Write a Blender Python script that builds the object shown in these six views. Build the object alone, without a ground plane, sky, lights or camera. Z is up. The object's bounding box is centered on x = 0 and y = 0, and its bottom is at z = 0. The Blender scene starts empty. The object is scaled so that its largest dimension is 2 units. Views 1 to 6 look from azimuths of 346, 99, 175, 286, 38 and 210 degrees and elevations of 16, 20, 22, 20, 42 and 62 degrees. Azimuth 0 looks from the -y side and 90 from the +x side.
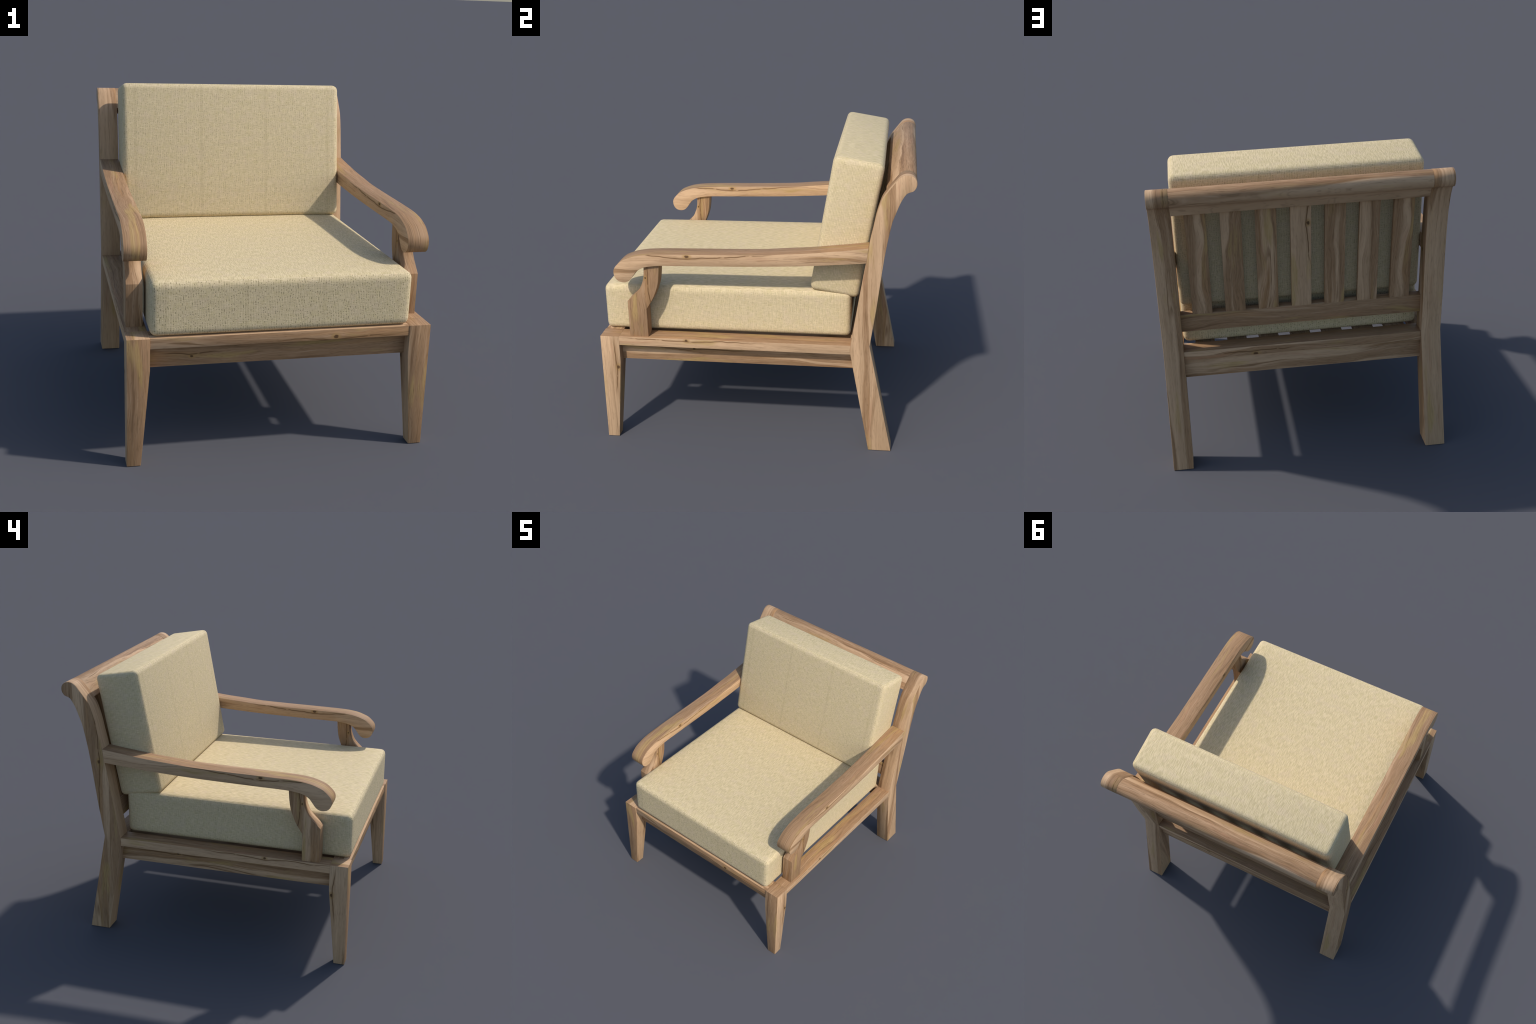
"""Teak lounge armchair with scrolled back, scrolled arms and two loose linen cushions."""
import bpy, bmesh, math
from mathutils import Vector, Matrix

# ------------------------------------------------------------------ helpers
def catmull(pts, n=6, closed=False):
    """Smooth curve through control points (y, z)."""
    out = []
    m = len(pts)
    for i in range(m - 1):
        p0 = pts[max(i - 1, 0)]; p1 = pts[i]; p2 = pts[i + 1]; p3 = pts[min(i + 2, m - 1)]
        for k in range(n):
            t = k / n
            out.append(tuple(
                0.5 * (2 * b + (c - a) * t + (2 * a - 5 * b + 4 * c - d) * t * t + (3 * b - a - 3 * c + d) * t ** 3)
                for a, b, c, d in zip(p0, p1, p2, p3)))
    out.append(tuple(pts[-1]))
    return out


def at_z(curve, z):
    """y of an upward curve at height z."""
    for (y0, z0), (y1, z1) in zip(curve, curve[1:]):
        if z0 <= z <= z1:
            return y0 + (y1 - y0) * (z - z0) / (z1 - z0)
    return curve[-1][0]


ROOT = bpy.data.objects.new("lounge_armchair", None)
ROOT.empty_display_size = 0.3
bpy.context.scene.collection.objects.link(ROOT)
ROOT["label"] = "teak lounge armchair with scrolled arms and beige linen cushions"
ROOT["category"] = "armchair"


def finish(name, bm, mat, bevel=0.002, segs=2, origin=None, smooth=35):
    bmesh.ops.remove_doubles(bm, verts=bm.verts, dist=1e-5)
    bmesh.ops.recalc_face_normals(bm, faces=bm.faces)
    if bevel:
        edges = [e for e in bm.edges if len(e.link_faces) == 2 and e.calc_face_angle(0) > math.radians(40)]
        bmesh.ops.bevel(bm, geom=edges, offset=bevel, segments=segs, profile=0.5, affect='EDGES', clamp_overlap=True)
    if origin is None:
        lo = Vector([min(v.co[i] for v in bm.verts) for i in range(3)])
        hi = Vector([max(v.co[i] for v in bm.verts) for i in range(3)])
        origin = (lo + hi) / 2
    bmesh.ops.translate(bm, verts=bm.verts, vec=-Vector(origin))
    me = bpy.data.meshes.new(name)
    bm.to_mesh(me); bm.free()
    me.polygons.foreach_set("use_smooth", [True] * len(me.polygons))
    me.set_sharp_from_angle(angle=math.radians(smooth))
    me.materials.append(mat)
    ob = bpy.data.objects.new(name, me)
    ob.location = origin
    ob.parent = ROOT
    bpy.context.scene.collection.objects.link(ob)
    return ob


def prism(name, outline, x0, x1, mat, **kw):
    """Side profile (y, z) sawn from a plank lying between x0 and x1."""
    bm = bmesh.new()
    a = [bm.verts.new((x0, y, z)) for y, z in outline]
    b = [bm.verts.new((x1, y, z)) for y, z in outline]
    bm.faces.new(a); bm.faces.new(b[::-1])
    n = len(a)
    for i in range(n):
        bm.faces.new((a[i], b[i], b[(i + 1) % n], a[(i + 1) % n]))
    return finish(name, bm, mat, **kw)


def box(name, lo, hi, mat, **kw):
    bm = bmesh.new()
    bmesh.ops.create_cube(bm, size=1)
    for v in bm.verts:
        v.co = Vector([lo[i] + (v.co[i] + 0.5) * (hi[i] - lo[i]) for i in range(3)])
    return finish(name, bm, mat, **kw)


# ---------------------------------------------------------------- materials
def nd(nt, kind, **kw):
    n = nt.nodes.new(kind)
    for k, v in kw.items():
        setattr(n, k, v)
    return n


class G:
    """Tiny helper to write node maths in a readable way."""
    def __init__(self, nt): self.nt = nt
    def link(self, a, b): self.nt.links.new(a, b)
    def put(self, sock, v):
        if hasattr(v, "is_linked") or isinstance(v, bpy.types.NodeSocket): self.link(v, sock)
        else: sock.default_value = v
    def m(self, op, a, b=0.0, c=0.0, clamp=False):
        n = nd(self.nt, "ShaderNodeMath", operation=op, use_clamp=clamp)
        for i, v in enumerate((a, b, c)): self.put(n.inputs[i], v)
        return n.outputs[0]
    def v(self, op, a, b=(0, 0, 0)):
        n = nd(self.nt, "ShaderNodeVectorMath", operation=op)
        self.put(n.inputs[0], a); self.put(n.inputs[1], b)
        return n.outputs["Value"] if op in ("LENGTH", "DOT_PRODUCT") else n.outputs[0]
    def xyz(self, a):
        n = nd(self.nt, "ShaderNodeSeparateXYZ"); self.link(a, n.inputs[0]); return n.outputs
    def vec(self, x, y, z):
        n = nd(self.nt, "ShaderNodeCombineXYZ")
        for i, q in enumerate((x, y, z)): self.put(n.inputs[i], q)
        return n.outputs[0]
    def noise(self, p, scale=1.0, detail=2.0, rough=0.5, dims="3D", dist=0.0):
        n = nd(self.nt, "ShaderNodeTexNoise", noise_dimensions=dims)
        if dims == "1D": self.put(n.inputs["W"], p)
        else: self.put(n.inputs["Vector"], p)
        n.inputs["Scale"].default_value = scale; n.inputs["Detail"].default_value = detail
        n.inputs["Roughness"].default_value = rough; n.inputs["Distortion"].default_value = dist
        return n.outputs[0]
    def step(self, a, lo, hi, to0=0.0, to1=1.0):
        n = nd(self.nt, "ShaderNodeMapRange", interpolation_type="SMOOTHSTEP")
        self.put(n.inputs[0], a)
        for i, q in enumerate((lo, hi, to0, to1)): n.inputs[i + 1].default_value = q
        return n.outputs[0]
    def mix(self, f, a, b, mode="MIX"):
        n = nd(self.nt, "ShaderNodeMix", data_type="RGBA", blend_type=mode)
        self.put(n.inputs[0], f)
        for s, q in ((6, a), (7, b)):
            self.put(n.inputs[s], (*q, 1) if isinstance(q, tuple) and len(q) == 3 else q)
        return n.outputs[2]


def make_wood_group():
    """Teak seen on one sawn face: P.x runs along the grain, P.y across it, P.z tells the faces apart.

    Heart sets how much brown heartwood shows against pale sapwood, Figure how wildly the grain swerves,
    Knot is the place of one knot in the same coordinates with a dark check passing by it."""
    nt = bpy.data.node_groups.new("teak_grain", "ShaderNodeTree")
    for nm, ty in (("P", "NodeSocketVector"), ("Seed", "NodeSocketFloat"), ("Knot", "NodeSocketVector"),
                   ("Knot Size", "NodeSocketFloat"), ("Heart", "NodeSocketFloat"), ("Figure", "NodeSocketFloat"),
                   ("Check Offset", "NodeSocketFloat"), ("Check Slope", "NodeSocketFloat"), ("Check Length", "NodeSocketFloat")):
        nt.interface.new_socket(nm, in_out="INPUT", socket_type=ty)
    nt.interface.new_socket("Color", in_out="OUTPUT", socket_type="NodeSocketColor")
    nt.interface.new_socket("Height", in_out="OUTPUT", socket_type="NodeSocketFloat")
    gi = nd(nt, "NodeGroupInput"); go = nd(nt, "NodeGroupOutput"); g = G(nt)
    P, seed, knot, ks, heart, figure, coff, cslope, clen = (gi.outputs[i] for i in range(9))
    mul, add, sub = (lambda a, b: g.m("MULTIPLY", a, b)), (lambda a, b: g.m("ADD", a, b)), (lambda a, b: g.m("SUBTRACT", a, b))
    dx, dy, dz = g.xyz(g.v("SUBTRACT", P, knot))
    far = mul(mul(dz, dz), 1.0)
    lat2 = add(mul(dy, dy), far)
    k2 = mul(ks, ks)
    # fibres swerve round the knot
    pinch = g.m("EXPONENT", mul(g.m("DIVIDE", add(mul(mul(dx, dx), 0.16), lat2), mul(k2, 5.0)), -1.0))
    px, py, pz = g.xyz(P)
    py = sub(py, mul(mul(dy, pinch), 0.7))
    S = g.vec(add(px, mul(seed, 3.17)), add(py, mul(seed, 1.31)), add(pz, mul(seed, 0.73)))
    sx, sy, sz = g.xyz(S)
    wob = g.noise(g.v("MULTIPLY", S, (1.5, 3.4, 1.0)), 1.0, 2.0, 0.5)
    wob3 = g.noise(g.v("MULTIPLY", S, (7.0, 9.0, 1.0)), 1.0, 1.0, 0.5)
    ly = add(sy, mul(figure, add(mul(sub(wob, 0.5), 0.16), mul(sub(wob3, 0.5), 0.010))))
    W = g.vec(sx, ly, sz)
    def n(ax, ay, detail=2.0, rough=0.55, shift=0.0):
        return g.noise(g.v("ADD", g.v("MULTIPLY", W, (ax, ay, 1.0)), (shift, shift * 1.7, shift * 0.3)), 1.0, detail, rough)
    zone = add(n(0.55, 11, 1.5, 0.5), mul(sub(heart, 0.5), 0.62))
    h = g.step(zone, 0.475, 0.530)
    rim = mul(g.step(g.m("ABSOLUTE", sub(zone, 0.478)), 0.014, 0.004), g.step(n(2.2, 5, 1.0, 0.5, 4.0), 0.50, 0.62))
    streak = n(1.1, 38, 4.0, 0.66, 1.0)
    soft = n(1.1, 24, 2.0, 0.5, 2.0)
    fibre = n(8.0, 210, 2.0, 0.7, 3.0)
    dash = n(24, 260, 1.0, 0.5, 5.0)
    stain = n(2.6, 15, 2.0, 0.5, 6.0)
    stain2 = n(2.0, 22, 2.0, 0.5, 7.0)
    sap = g.mix(g.step(soft, 0.36, 0.66), (0.466, 0.300, 0.171), (0.563, 0.368, 0.216))
    brown = g.mix(g.step(streak, 0.32, 0.47), (0.221, 0.123, 0.062), (0.328, 0.194, 0.102))
    brown = g.mix(g.step(streak, 0.53, 0.70), brown, (0.432, 0.272, 0.155))
    brown = g.mix(mul(g.step(soft, 0.52, 0.68), 0.45), brown, (0.403, 0.218, 0.092))
    vein = n(0.8, 95, 1.0, 0.5, 9.0)
    sap = g.mix(mul(g.step(vein, 0.64, 0.72), 0.45), sap, (0.289, 0.168, 0.087))
    c = g.mix(h, sap, brown)
    c = g.mix(mul(g.step(stain, 0.57, 0.70), 0.60), c, (0.422, 0.285, 0.103))
    c = g.mix(mul(g.step(stain2, 0.61, 0.73), 0.42), c, (0.422, 0.217, 0.120))
    c = g.mix(mul(rim, 0.75), c, (0.166, 0.083, 0.033))
    c = g.mix(mul(g.step(fibre, 0.50, 0.70), add(0.36, mul(h, 0.30))), c, (0.196, 0.115, 0.057))
    c = g.mix(mul(g.step(fibre, 0.48, 0.30), 0.20), c, (0.588, 0.410, 0.254))
    c = g.mix(mul(g.step(dash, 0.63, 0.72), add(0.26, mul(h, 0.20))), c, (0.166, 0.096, 0.048))
    # amber halo, knot and the dark check that bends past it
    size = g.m("DIVIDE", add(mul(mul(dx, dx), 0.55), lat2), k2)
    rag = add(size, mul(sub(g.noise(g.v("MULTIPLY", P, (70, 110, 1)), 1.0, 2.0), 0.5), 1.2))
    c = g.mix(mul(g.step(rag, 5.0, 0.2), 0.70), c, (0.377, 0.223, 0.079))
    bend = add(coff, mul(cslope, sub(g.m("SQRT", add(mul(dx, dx), 0.0016)), 0.04)))
    wander = mul(sub(g.noise(add(mul(dx, 5.5), seed), 1.0, 2.0, 0.5, "1D"), 0.5), 0.022)
    crack = add(g.m("ABSOLUTE", add(sub(dy, bend), wander)), mul(far, 10.0))
    width = g.noise(add(mul(dx, 11.0), add(seed, 5.0)), 1.0, 2.0, 0.5, "1D")
    on = mul(g.step(g.m("DIVIDE", g.m("ABSOLUTE", dx), g.m("MAXIMUM", clen, 0.001)), 1.0, 0.45), g.step(ks, 0.001, 0.004))
    line = mul(mul(g.step(crack, 0.0050, 0.0014), on), g.step(width, 0.20, 0.36))
    shade = mul(mul(g.step(crack, 0.018, 0.002), on), 0.28)
    c = g.mix(shade, c, (0.285, 0.161, 0.065))
    c = g.mix(mul(line, 0.82), c, (0.127, 0.062, 0.026))
    core = mul(g.step(rag, 0.95, 0.20), 0.90)
    c = g.mix(core, c, (0.084, 0.041, 0.020))
    g.link(c, go.inputs[0])
    g.link(sub(mul(fibre, -0.5), mul(add(line, core), 0.6)), go.inputs[1])
    return nt


WOOD = make_wood_group()


def wood(name, grain, seed, heart=(0.5, 0.5, 0.5), knot=None, size=0.014, check=(-0.012, 0.08, 0.30),
         figure=1.0, sawn=False, round_section=False):
    """grain: axis of the fibres. heart: amount of heartwood on the faces that look along x, y and z.
    knot: (face axis, along, across) in the part's own space. sawn: side profile cut from a plank,
    so that its narrow edges follow the curve. round_section: moulding running along x."""
    mt = bpy.data.materials.new(name); mt.use_nodes = True
    nt = mt.node_tree; nt.nodes.clear(); g = G(nt)
    tc = nd(nt, "ShaderNodeTexCoord")
    p = g.xyz(tc.outputs["Object"])
    nx, ny, nz = (g.m("ABSOLUTE", q) for q in g.xyz(tc.outputs["Normal"]))
    if sawn:
        mx = g.m("GREATER_THAN", nx, 0.6); my = g.m("SUBTRACT", 1.0, mx); mz = 0.0
    else:
        mx = g.m("MULTIPLY", g.m("GREATER_THAN", nx, ny), g.m("GREATER_THAN", nx, nz))
        mz = g.m("MULTIPLY", g.m("GREATER_THAN", nz, ny), g.m("SUBTRACT", 1.0, mx))
        my = g.m("SUBTRACT", g.m("SUBTRACT", 1.0, mx), mz)
    gidx = "xyz".index(grain)
    face = {}
    for i in range(3):
        if i == gidx:
            along, across = [(1, 2), (0, 2), (1, 0)][i]
        else:
            along, across = gidx, 3 - i - gidx
        face[i] = g.vec(p[along], p[across], 2.0 + 3.1 * i)
    if sawn:
        run = g.m("SUBTRACT", p[1], p[2]) if grain == "y" else g.m("ADD", p[1], p[2])
        face[1] = g.vec(run, p[0], 5.1)
    def pick(vals):
        acc = None
        for m, v in zip((mx, my, mz), vals):
            if isinstance(m, float): continue
            sc = nd(nt, "ShaderNodeVectorMath", operation="SCALE"); g.put(sc.inputs[0], v); g.link(m, sc.inputs[3])
            acc = sc.outputs[0] if acc is None else g.v("ADD", acc, sc.outputs[0])
        return acc
    gr = nd(nt, "ShaderNodeGroup"); gr.node_tree = WOOD
    if round_section:
        g.link(g.vec(p[0], g.m("SUBTRACT", p[1], g.m("MULTIPLY", p[2], 0.3)), g.m("MULTIPLY", p[2], 6.0)), gr.inputs["P"])
        gr.inputs["Heart"].default_value = heart[1]
    else:
        g.link(pick([face[i] for i in range(3)]), gr.inputs["P"])
        hv = pick([(q, q, q) for q in heart])
        g.link(g.xyz(hv)[0], gr.inputs["Heart"])
    gr.inputs["Seed"].default_value = seed
    if knot:
        gr.inputs["Knot"].default_value = (knot[1], knot[2], 2.0 + 3.1 * "xyz".index(knot[0]))
    else:
        gr.inputs["Knot"].default_value = (9, 9, 90)
    gr.inputs["Knot Size"].default_value = size if knot else 0.0005
    gr.inputs["Figure"].default_value = figure
    for nm, q in zip(("Check Offset", "Check Slope", "Check Length"), check):
        gr.inputs[nm].default_value = q
    bs = nd(nt, "ShaderNodeBsdfPrincipled"); out = nd(nt, "ShaderNodeOutputMaterial")
    g.link(gr.outputs[0], bs.inputs["Base Color"])
    bs.inputs["Roughness"].default_value = 0.62
    bs.inputs["Specular IOR Level"].default_value = 0.15
    bp = nd(nt, "ShaderNodeBump"); bp.inputs["Strength"].default_value = 0.2; bp.inputs["Distance"].default_value = 0.002
    g.link(gr.outputs[1], bp.inputs["Height"]); g.link(bp.outputs[0], bs.inputs["Normal"])
    g.link(bs.outputs[0], out.inputs[0])
    return mt


def linen(name, seed, pins):
    """Slub linen. Upright faces show weft lines crossed by short dark warp gaps (pins sets how open the
    weave is); the upper face is brushed, with long fine fibres."""
    mt = bpy.data.materials.new(name); mt.use_nodes = True
    nt = mt.node_tree; nt.nodes.clear(); g = G(nt)
    mul, add, sub = (lambda a, b: g.m("MULTIPLY", a, b)), (lambda a, b: g.m("ADD", a, b)), (lambda a, b: g.m("SUBTRACT", a, b))
    tc = nd(nt, "ShaderNodeTexCoord")
    x, y, z = g.xyz(tc.outputs["Object"])
    nx, ny, nz = (g.m("ABSOLUTE", q) for q in g.xyz(tc.outputs["Normal"]))
    on_top = g.m("GREATER_THAN", nz, 0.8)
    upright = sub(1.0, on_top)
    on_side = mul(g.m("GREATER_THAN", nx, ny), upright)
    u = add(add(mul(x, sub(1.0, on_side)), mul(y, on_side)), seed)
    v = add(add(mul(z, upright), mul(y, on_top)), seed * 0.37)
    sway = g.noise(g.vec(mul(u, 5), mul(v, 6), 0.0), 1.0, 2.0)
    uu = add(u, mul(sub(sway, 0.5), 0.022))
    vv = add(v, mul(sub(g.noise(g.vec(mul(u, 3), mul(v, 4), 7.0), 1.0, 1.0), 0.5), 0.008))
    def n(fu, fv, w, detail=1.0, rough=0.5):
        return g.noise(g.vec(mul(uu, fu), mul(vv, fv), w), 1.0, detail, rough)
    weft = n(30, 190, 3.0, 1.0, 0.45)
    warp = n(165, 26, 8.0, 1.0, 0.45)
    ridge = g.m("SINE", mul(vv, 2 * math.pi / 0.0060))
    ridge = mul(ridge, g.step(n(20, 60, 9.0, 1.0), 0.20, 0.55))
    cross = g.m("SINE", mul(uu, 2 * math.pi / 0.0088))
    hair = n(270, 26, 11.0, 1.0, 0.55)
    hair2 = n(140, 16, 12.0, 2.0, 0.55)
    tint = n(24, 26, 5.0, 2.0, 0.55)
    slub = n(11, 14, 6.0, 2.0, 0.55)
    fleck = n(55, 85, 15.0, 0.0)
    col = add(mul(uu, 1 / 0.0135), mul(n(6, 20, 17.0, 1.0), 1.5))
    gap = g.m("ABSOLUTE", sub(g.m("FRACT", col), 0.5))
    hole = g.noise(g.vec(mul(g.m("FLOOR", col), 7.31), mul(vv, 115.0), 21.0), 1.0, 0.0)
    flat_weave = add(add(add(mul(weft, 0.33), mul(warp, 0.27)), 0.20), add(mul(ridge, 0.14), mul(cross, 0.060)))
    brushed = add(mul(sub(add(mul(hair, 0.62), mul(hair2, 0.38)), 0.5), 1.7), 0.5)
    weave = add(mul(flat_weave, upright), mul(brushed, on_top))
    c = g.mix(g.step(weave, 0.36, 0.62), (0.464, 0.366, 0.203), (0.700, 0.562, 0.342))
    c = g.mix(mul(on_top, 0.35), c, (0.592, 0.474, 0.256))
    c = g.mix(mul(g.step(tint, 0.48, 0.66), 0.24), c, (0.535, 0.435, 0.205))
    c = g.mix(mul(g.step(slub, 0.50, 0.68), 0.28), c, (0.590, 0.455, 0.310))
    c = g.mix(mul(g.step(fleck, 0.80, 0.86), 0.35), c, (0.640, 0.350, 0.190))
    c = g.mix(mul(g.step(fleck, 0.20, 0.14), 0.30), c, (0.560, 0.560, 0.400))
    pin = mul(mul(g.step(hole, 0.50, 0.66), g.step(gap, 0.22, 0.06)), mul(sub(upright, mul(on_side, 0.65)), pins))
    c = g.mix(pin, c, (0.225, 0.180, 0.092))
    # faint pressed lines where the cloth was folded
    fold = g.m("ABSOLUTE", sub(g.m("FRACT", add(mul(x, 1 / 0.434), 0.5 - 0.003 / 0.434)), 0.5))
    fold = mul(g.step(g.m("ABSOLUTE", sub(fold, 0.5)), 0.034, 0.004), mul(upright, 0.16))
    c = g.mix(fold, c, (0.330, 0.255, 0.125))
    bs = nd(nt, "ShaderNodeBsdfPrincipled"); out = nd(nt, "ShaderNodeOutputMaterial")
    g.link(c, bs.inputs["Base Color"])
    bs.inputs["Roughness"].default_value = 0.85
    bs.inputs["Specular IOR Level"].default_value = 0.5
    bp = nd(nt, "ShaderNodeBump"); bp.inputs["Strength"].default_value = 0.45; bp.inputs["Distance"].default_value = 0.0025
    g.link(sub(weave, mul(pin, 0.4)), bp.inputs["Height"]); g.link(bp.outputs[0], bs.inputs["Normal"])
    g.link(bs.outputs[0], out.inputs[0])
    return mt


# ------------------------------------------------------------------ profiles
XI, XO = 0.7335, 0.8555            # inner and outer face of the legs
TOP, UNDER = 0.733, 0.673         # seat frame board
APRON = 0.547                     # lower edge of the apron

# back post: front edge upwards, round the scroll, back edge downwards
POST_FRONT = [(0.658, 0.97), (0.7015, 1.2423), (0.7205, 1.3595), (0.7325, 1.4244), (0.7470, 1.4889), (0.7645, 1.5765),
              (0.7855, 1.6477), (0.8020, 1.6890), (0.8290, 1.7290)]
POST_SCROLL = [(0.8290, 1.7290), (0.8640, 1.7747), (0.8995, 1.8170), (0.9320, 1.8332), (0.9660, 1.8307), (0.9900, 1.8135), (0.9998, 1.7860),
               (0.9950, 1.7601), (0.9800, 1.7391), (0.9610, 1.7316)]
POST_BACK = [(0.9610, 1.7316), (0.9390, 1.7195), (0.9145, 1.6815), (0.8965, 1.6422), (0.8820, 1.6028), (0.8620, 1.5472), (0.8415, 1.4513),
             (0.8245, 1.3543), (0.8090, 1.2456), (0.7740, 0.9691)]
front_curve = [(0.6140, 0.702)] + catmull(POST_FRONT)
scroll_curve = catmull(POST_SCROLL)
back_curve = catmull(POST_BACK)
post_outline = ([(0.7395, 0.0)] + front_curve + scroll_curve[1:] + back_curve[1:]
                + [(0.7385, 0.7345), (0.8845, 0.0)])

# arm: lower edge from the post forwards, round the scroll, upper edge back to the post
ARM = [(0.5374, 1.2695), (0.3822, 1.2581), (0.2244, 1.2495), (0.0, 1.2405), (-0.3241, 1.2335), (-0.5581, 1.2296), (-0.632, 1.2230),
       (-0.676, 1.2150), (-0.7025, 1.2034), (-0.7264, 1.1862), (-0.7457, 1.1623), (-0.7651, 1.1357), (-0.7860, 1.1180), (-0.8120, 1.1112),
       (-0.8420, 1.1165), (-0.8630, 1.1337), (-0.8735, 1.1570), (-0.8760, 1.1807), (-0.8700, 1.2030), (-0.8540, 1.2245), (-0.8220, 1.2530),
       (-0.7910, 1.2690), (-0.7360, 1.2875), (-0.6790, 1.2975), (-0.6160, 1.3030), (-0.5226, 1.3062), (-0.3100, 1.3099), (-0.1500, 1.3122),
       (0.0757, 1.3180), (0.2104, 1.3279), (0.3827, 1.3405), (0.4986, 1.3530), (0.6138, 1.3657)]
arm_outline = [(0.7105, 1.2838)] + catmull(ARM, 4) + [(0.7230, 1.3800)]

# support under the arm
support_outline = ([(-0.803, 0.7325), (-0.804, 0.9755)]
                   + catmull([(-0.804, 0.9755), (-0.7666, 1.0121), (-0.7320, 1.0470), (-0.7123, 1.0752), (-0.6953, 1.1163), (-0.6867, 1.1550), (-0.683, 1.2250)], 4)[1:]
                   + catmull([(-0.585, 1.2450), (-0.5850, 1.2183), (-0.5895, 1.1600), (-0.5974, 1.1049), (-0.6108, 1.0603), (-0.6338, 1.0039), (-0.6558, 0.9659), (-0.6817, 0.9256)], 4)
                   + [(-0.6817, 0.7325)])

# ------------------------------------------------------------------- frame
for sx in (1, -1):
    s = 0.0 if sx > 0 else 4.0
    lo_x, hi_x = (XI, XO) if sx > 0 else (-XO, -XI)
    # tapered front leg
    bm = bmesh.new()
    fy, by = -1.0, -0.8765
    def ring(z, xin, yb):
        return [bm.verts.new((sx * xx, yy, z)) for xx, yy in ((XO, fy), (xin, fy), (xin, yb), (XO, yb))]
    rings = [ring(0.0, 0.779, -0.9255), ring(0.552, XI - 0.002, by), ring(TOP, XI - 0.002, by)]
    bm.faces.new(rings[0]); bm.faces.new(rings[2])
    for a, b in zip(rings, rings[1:]):
        for i in range(4):
            bm.faces.new((a[i], a[(i + 1) % 4], b[(i + 1) % 4], b[i]))
    leg = finish("front_leg", bm, wood("teak_front_leg", "z", 1.3 + s, (0.30, 0.80, 0.62), ("x", 0.147, 0.045), 0.012, (-0.008, -0.10, 0.24), 0.40), bevel=0.0015)
    # back post
    prism("back_leg", post_outline, lo_x, hi_x, wood("teak_back_leg", "z", 2.7 + s, (0.50, 0.40, 0.5), *((("x", 0.370, -0.055), 0.012, (-0.004, 0.06, 0.60)) if sx < 0 else (("y", 1.26, -0.045), 0.012, (0.004, 0.06, 0.35))), figure=0.35, sawn=True), bevel=0.0025)
    # arm with its scroll
    ax = (0.7320, 0.857) if sx > 0 else (-0.857, -0.7320)
    prism("armrest", arm_outline, *ax, wood("teak_armrest", "y", 5.1 + s, (0.26, 0.85, 0.8), ("x", -0.321, 0.050), 0.0125, (-0.016, 0.085, 0.66), 0.7, sawn=True), bevel=0.002)
    sxx = (0.7475, 0.8385) if sx > 0 else (-0.8385, -0.7475)
    prism("arm_support", support_outline, *sxx, wood("teak_arm_support", "z", 8.2 + s, (0.58, 0.60, 0.5), ("x", 0.150, 0.018), 0.0075, (0.012, 0.10, 0.35), 0.8, sawn=True), bevel=0.002)
    # side board of the seat frame and the apron under it
    rx = (XI - 0.001, XO - 0.001) if sx > 0 else (-XO + 0.001, -XI + 0.001)
    box("side_seat_rail", (rx[0], -0.8765, UNDER), (rx[1], 0.622, TOP), wood("teak_side_rail", "y", 11.4 + s, (0.30, 0.5, 0.85), ("x", -0.302, 0.020), 0.010, (-0.008, 0.03, 0.55), 0.7), bevel=0.0015)
    ap = (0.755, 0.792) if sx > 0 else (-0.792, -0.755)
    box("side_apron", (ap[0], -0.885, APRON + 0.003), (ap[1], 0.655, UNDER), wood("teak_side_apron", "y", 13.9 + s, (0.55, 0.5, 0.5), ("x", 0.33 if sx < 0 else -0.28, 0.028), 0.009, (-0.006, 0.02, 0.40), 0.7), bevel=0.0015)

box("front_seat_rail", (-XI + 0.002, -0.996, UNDER), (XI - 0.002, -0.8765, TOP - 0.0005), wood("teak_front_rail", "x", 15.5, (0.5, 0.42, 0.6), ("y", 0.298, -0.012), 0.013, (-0.013, 0.03, 0.45), 0.7), bevel=0.003)
box("front_apron", (-XI, -0.936, APRON), (XI, -0.898, UNDER), wood("teak_front_apron", "x", 17.2, (0.5, 0.75, 0.5), ("y", -0.498, -0.012), 0.008, (0.014, 0.05, 0.2), 0.7), bevel=0.0015)
box("rear_seat_rail", (-XI, 0.6145, UNDER + 0.003), (XI, 0.7345, TOP - 0.0005), wood("teak_rear_rail", "x", 19.1, (0.5, 0.55, 0.75), ("y", 0.296, -0.022), 0.014, (0.02, 0.0, 0.3), 0.7), bevel=0.0015)
box("rear_apron", (-XI, 0.677, APRON + 0.004), (XI, 0.715, UNDER + 0.003), wood("teak_rear_apron", "x", 21.8, (0.5, 0.5, 0.5), figure=0.6), bevel=0.0015)

# lower rail of the back
cross = [(0.6480, 0.8590), (0.6690, 0.9790), (0.7190, 0.9725), (0.7100, 0.8585)]
prism("back_cross_rail", cross, -XI, XI, wood("teak_cross_rail", "x", 23.3, (0.5, 0.70, 0.7), figure=0.8), bevel=0.0015)

# scrolled top rail, same section as the head of the posts
FRONT_CUT, BACK_CUT = 1.712, 1.662
crest = ([(at_z(front_curve, FRONT_CUT), FRONT_CUT)] + [p for p in front_curve if p[1] > FRONT_CUT + 0.006] + scroll_curve[1:]
         + [p for p in back_curve[1:] if p[1] > BACK_CUT + 0.006] + [(0.9045, BACK_CUT)])
cy = sum(p[0] for p in crest) / len(crest); cz = sum(p[1] for p in crest) / len(crest)
crest = [(cy + (y - cy) * 0.985, cz + (z - cz) * 0.985) for y, z in crest]
prism("crest_rail", crest, -XI, XI, wood("teak_crest_rail", "x", 26.6, (0.5, 0.58, 0.5), figure=0.45, round_section=True), bevel=0.0015)

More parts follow.
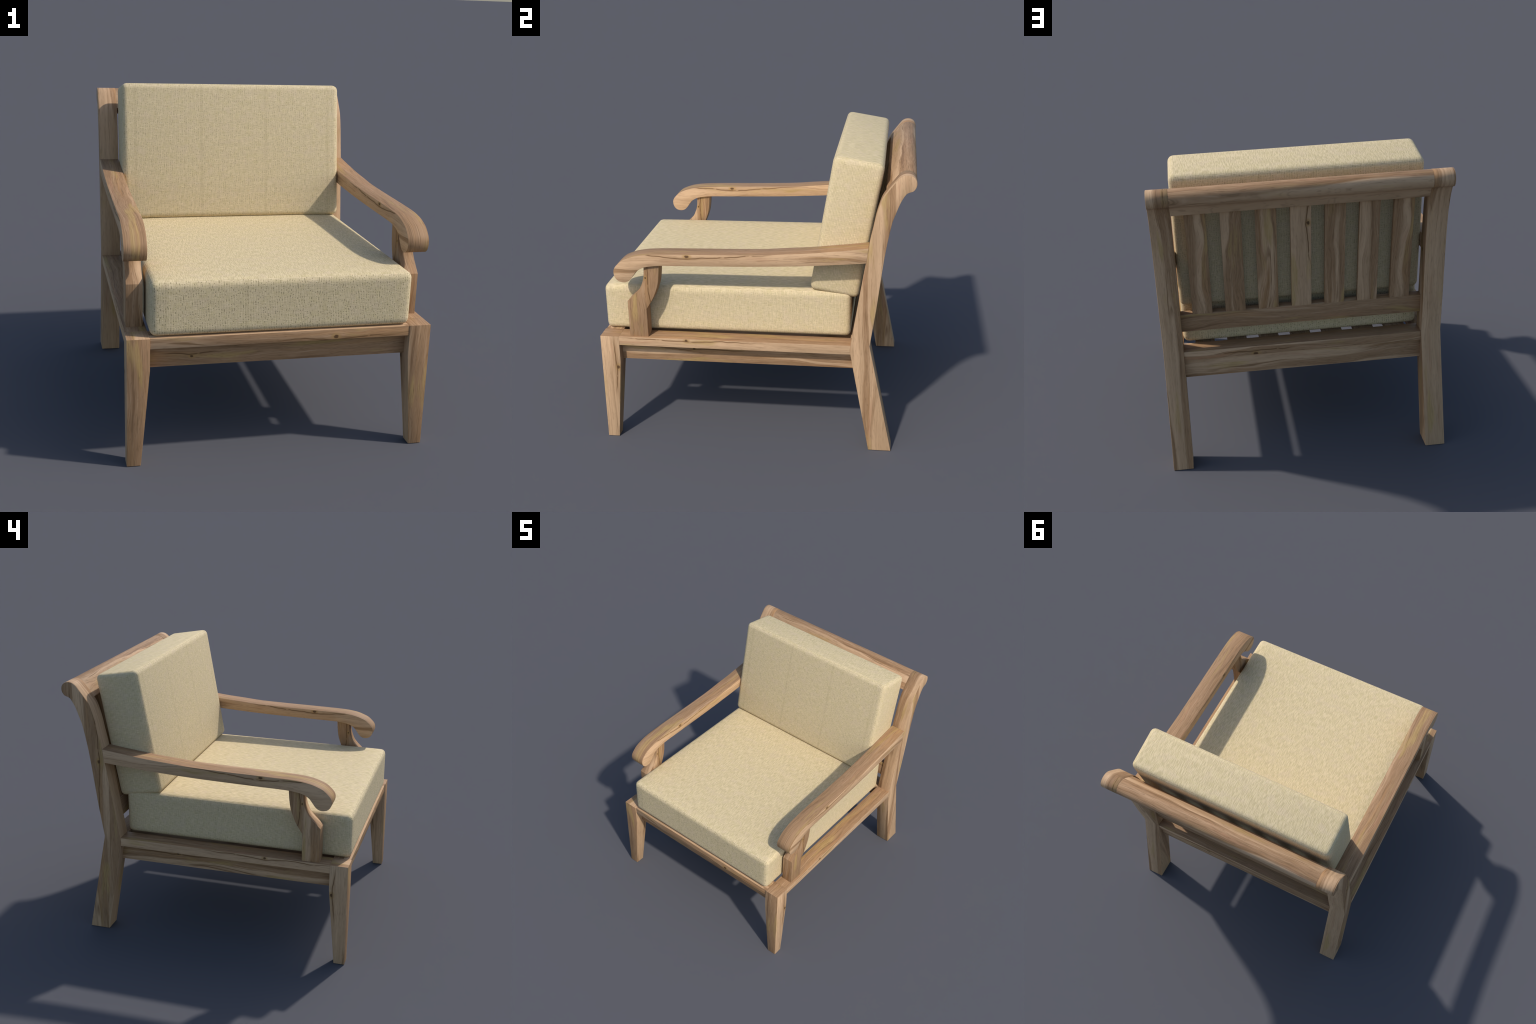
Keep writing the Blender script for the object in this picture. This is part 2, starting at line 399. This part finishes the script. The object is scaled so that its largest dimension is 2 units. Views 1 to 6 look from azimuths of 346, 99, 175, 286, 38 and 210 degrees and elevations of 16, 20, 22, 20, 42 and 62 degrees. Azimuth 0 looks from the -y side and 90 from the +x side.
# seven back slats following the curve of the posts
slat_z = [0.960 + (1.712 - 0.960) * i / 16 for i in range(17)]
def slat_front(z):
    """Slats bowed a little, between the front and the back edge of the posts."""
    t = (z - 0.972) / (1.665 - 0.972)
    return 0.684 + 0.126 * t + 0.026 * t * t
slat_seeds = [31.0, 33.7, 35.1, 37.9, 40.3, 42.2, 31.0]
slat_knots = [None, None, None, ("y", 0.203, -0.042), None, None, None]
slat_heart = [0.54, 0.60, 0.66, 0.12, 0.72, 0.48, 0.54]
slat_figure = [1.1, 1.3, 0.9, 0.5, 1.0, 1.1, 1.1]
for i in range(7):
    xc = 0.6 - 0.2 * i
    outline = [(slat_front(z), z) for z in slat_z] + [(slat_front(z) + 0.034, z) for z in reversed(slat_z)]
    prism("back_slat", outline, xc - 0.06, xc + 0.06, wood("teak_back_slat", "z", slat_seeds[i], (0.7, slat_heart[i], 0.6), slat_knots[i], 0.011, (0.012, -0.10, 0.34), slat_figure[i]), bevel=0.0015)

# seven seat slats under the cushion
for i in range(7):
    xc = 0.6 - 0.2 * i
    box("seat_slat", (xc - 0.06, -0.8775, 0.682), (xc + 0.06, 0.6155, 0.7260), wood("teak_seat_slat", "y", 50.0 + 1.7 * i, (0.6, 0.6, 0.65)), bevel=0.0015)

# ---------------------------------------------------------------- cushions
def cushion(name, size, loc, tilt, mat, r=0.036, crown=0.0):
    """Foam block with rounded edges; the upper face swells by crown in the middle."""
    bm = bmesh.new()
    bmesh.ops.create_cube(bm, size=1)
    for v in bm.verts:
        v.co = Vector([v.co[i] * size[i] for i in range(3)])
    bmesh.ops.bevel(bm, geom=list(bm.edges), offset=r, segments=4, profile=0.5, affect='EDGES')
    if crown:
        long_edges = [e for e in bm.edges if e.calc_length() > 0.2]
        bmesh.ops.subdivide_edges(bm, edges=long_edges, cuts=18, use_grid_fill=True)
        for v in bm.verts:
            fx = 1 - abs(2 * v.co.x / size[0]) ** 7
            fy = 1 - abs(2 * v.co.y / size[1]) ** 7
            fz = max(0.0, (v.co.z / size[2] + 0.5))
            v.co.z += crown * max(fx, 0) * max(fy, 0) * fz ** 4
    ob = finish(name, bm, mat, bevel=0, origin=(0, 0, 0), smooth=60)
    ob.location = loc
    ob.rotation_euler = (tilt, 0, 0)
    return ob

cushion("seat_cushion", (1.460, 1.605, 0.307), (0, -0.1885, 0.735 + 0.1535), 0.0, linen("linen_seat", 0.0, 0.80), crown=0.010)
t = math.radians(10)
d0, d1, u0, u1 = 0.164, 0.476, 1.097, 1.973
dm, um = (d0 + d1) / 2, (u0 + u1) / 2
cushion("back_cushion", (1.462, d1 - d0, u1 - u0),
        (0, math.sin(t) * um + math.cos(t) * dm, math.cos(t) * um - math.sin(t) * dm), -t, linen("linen_back", 2.0, 0.45))
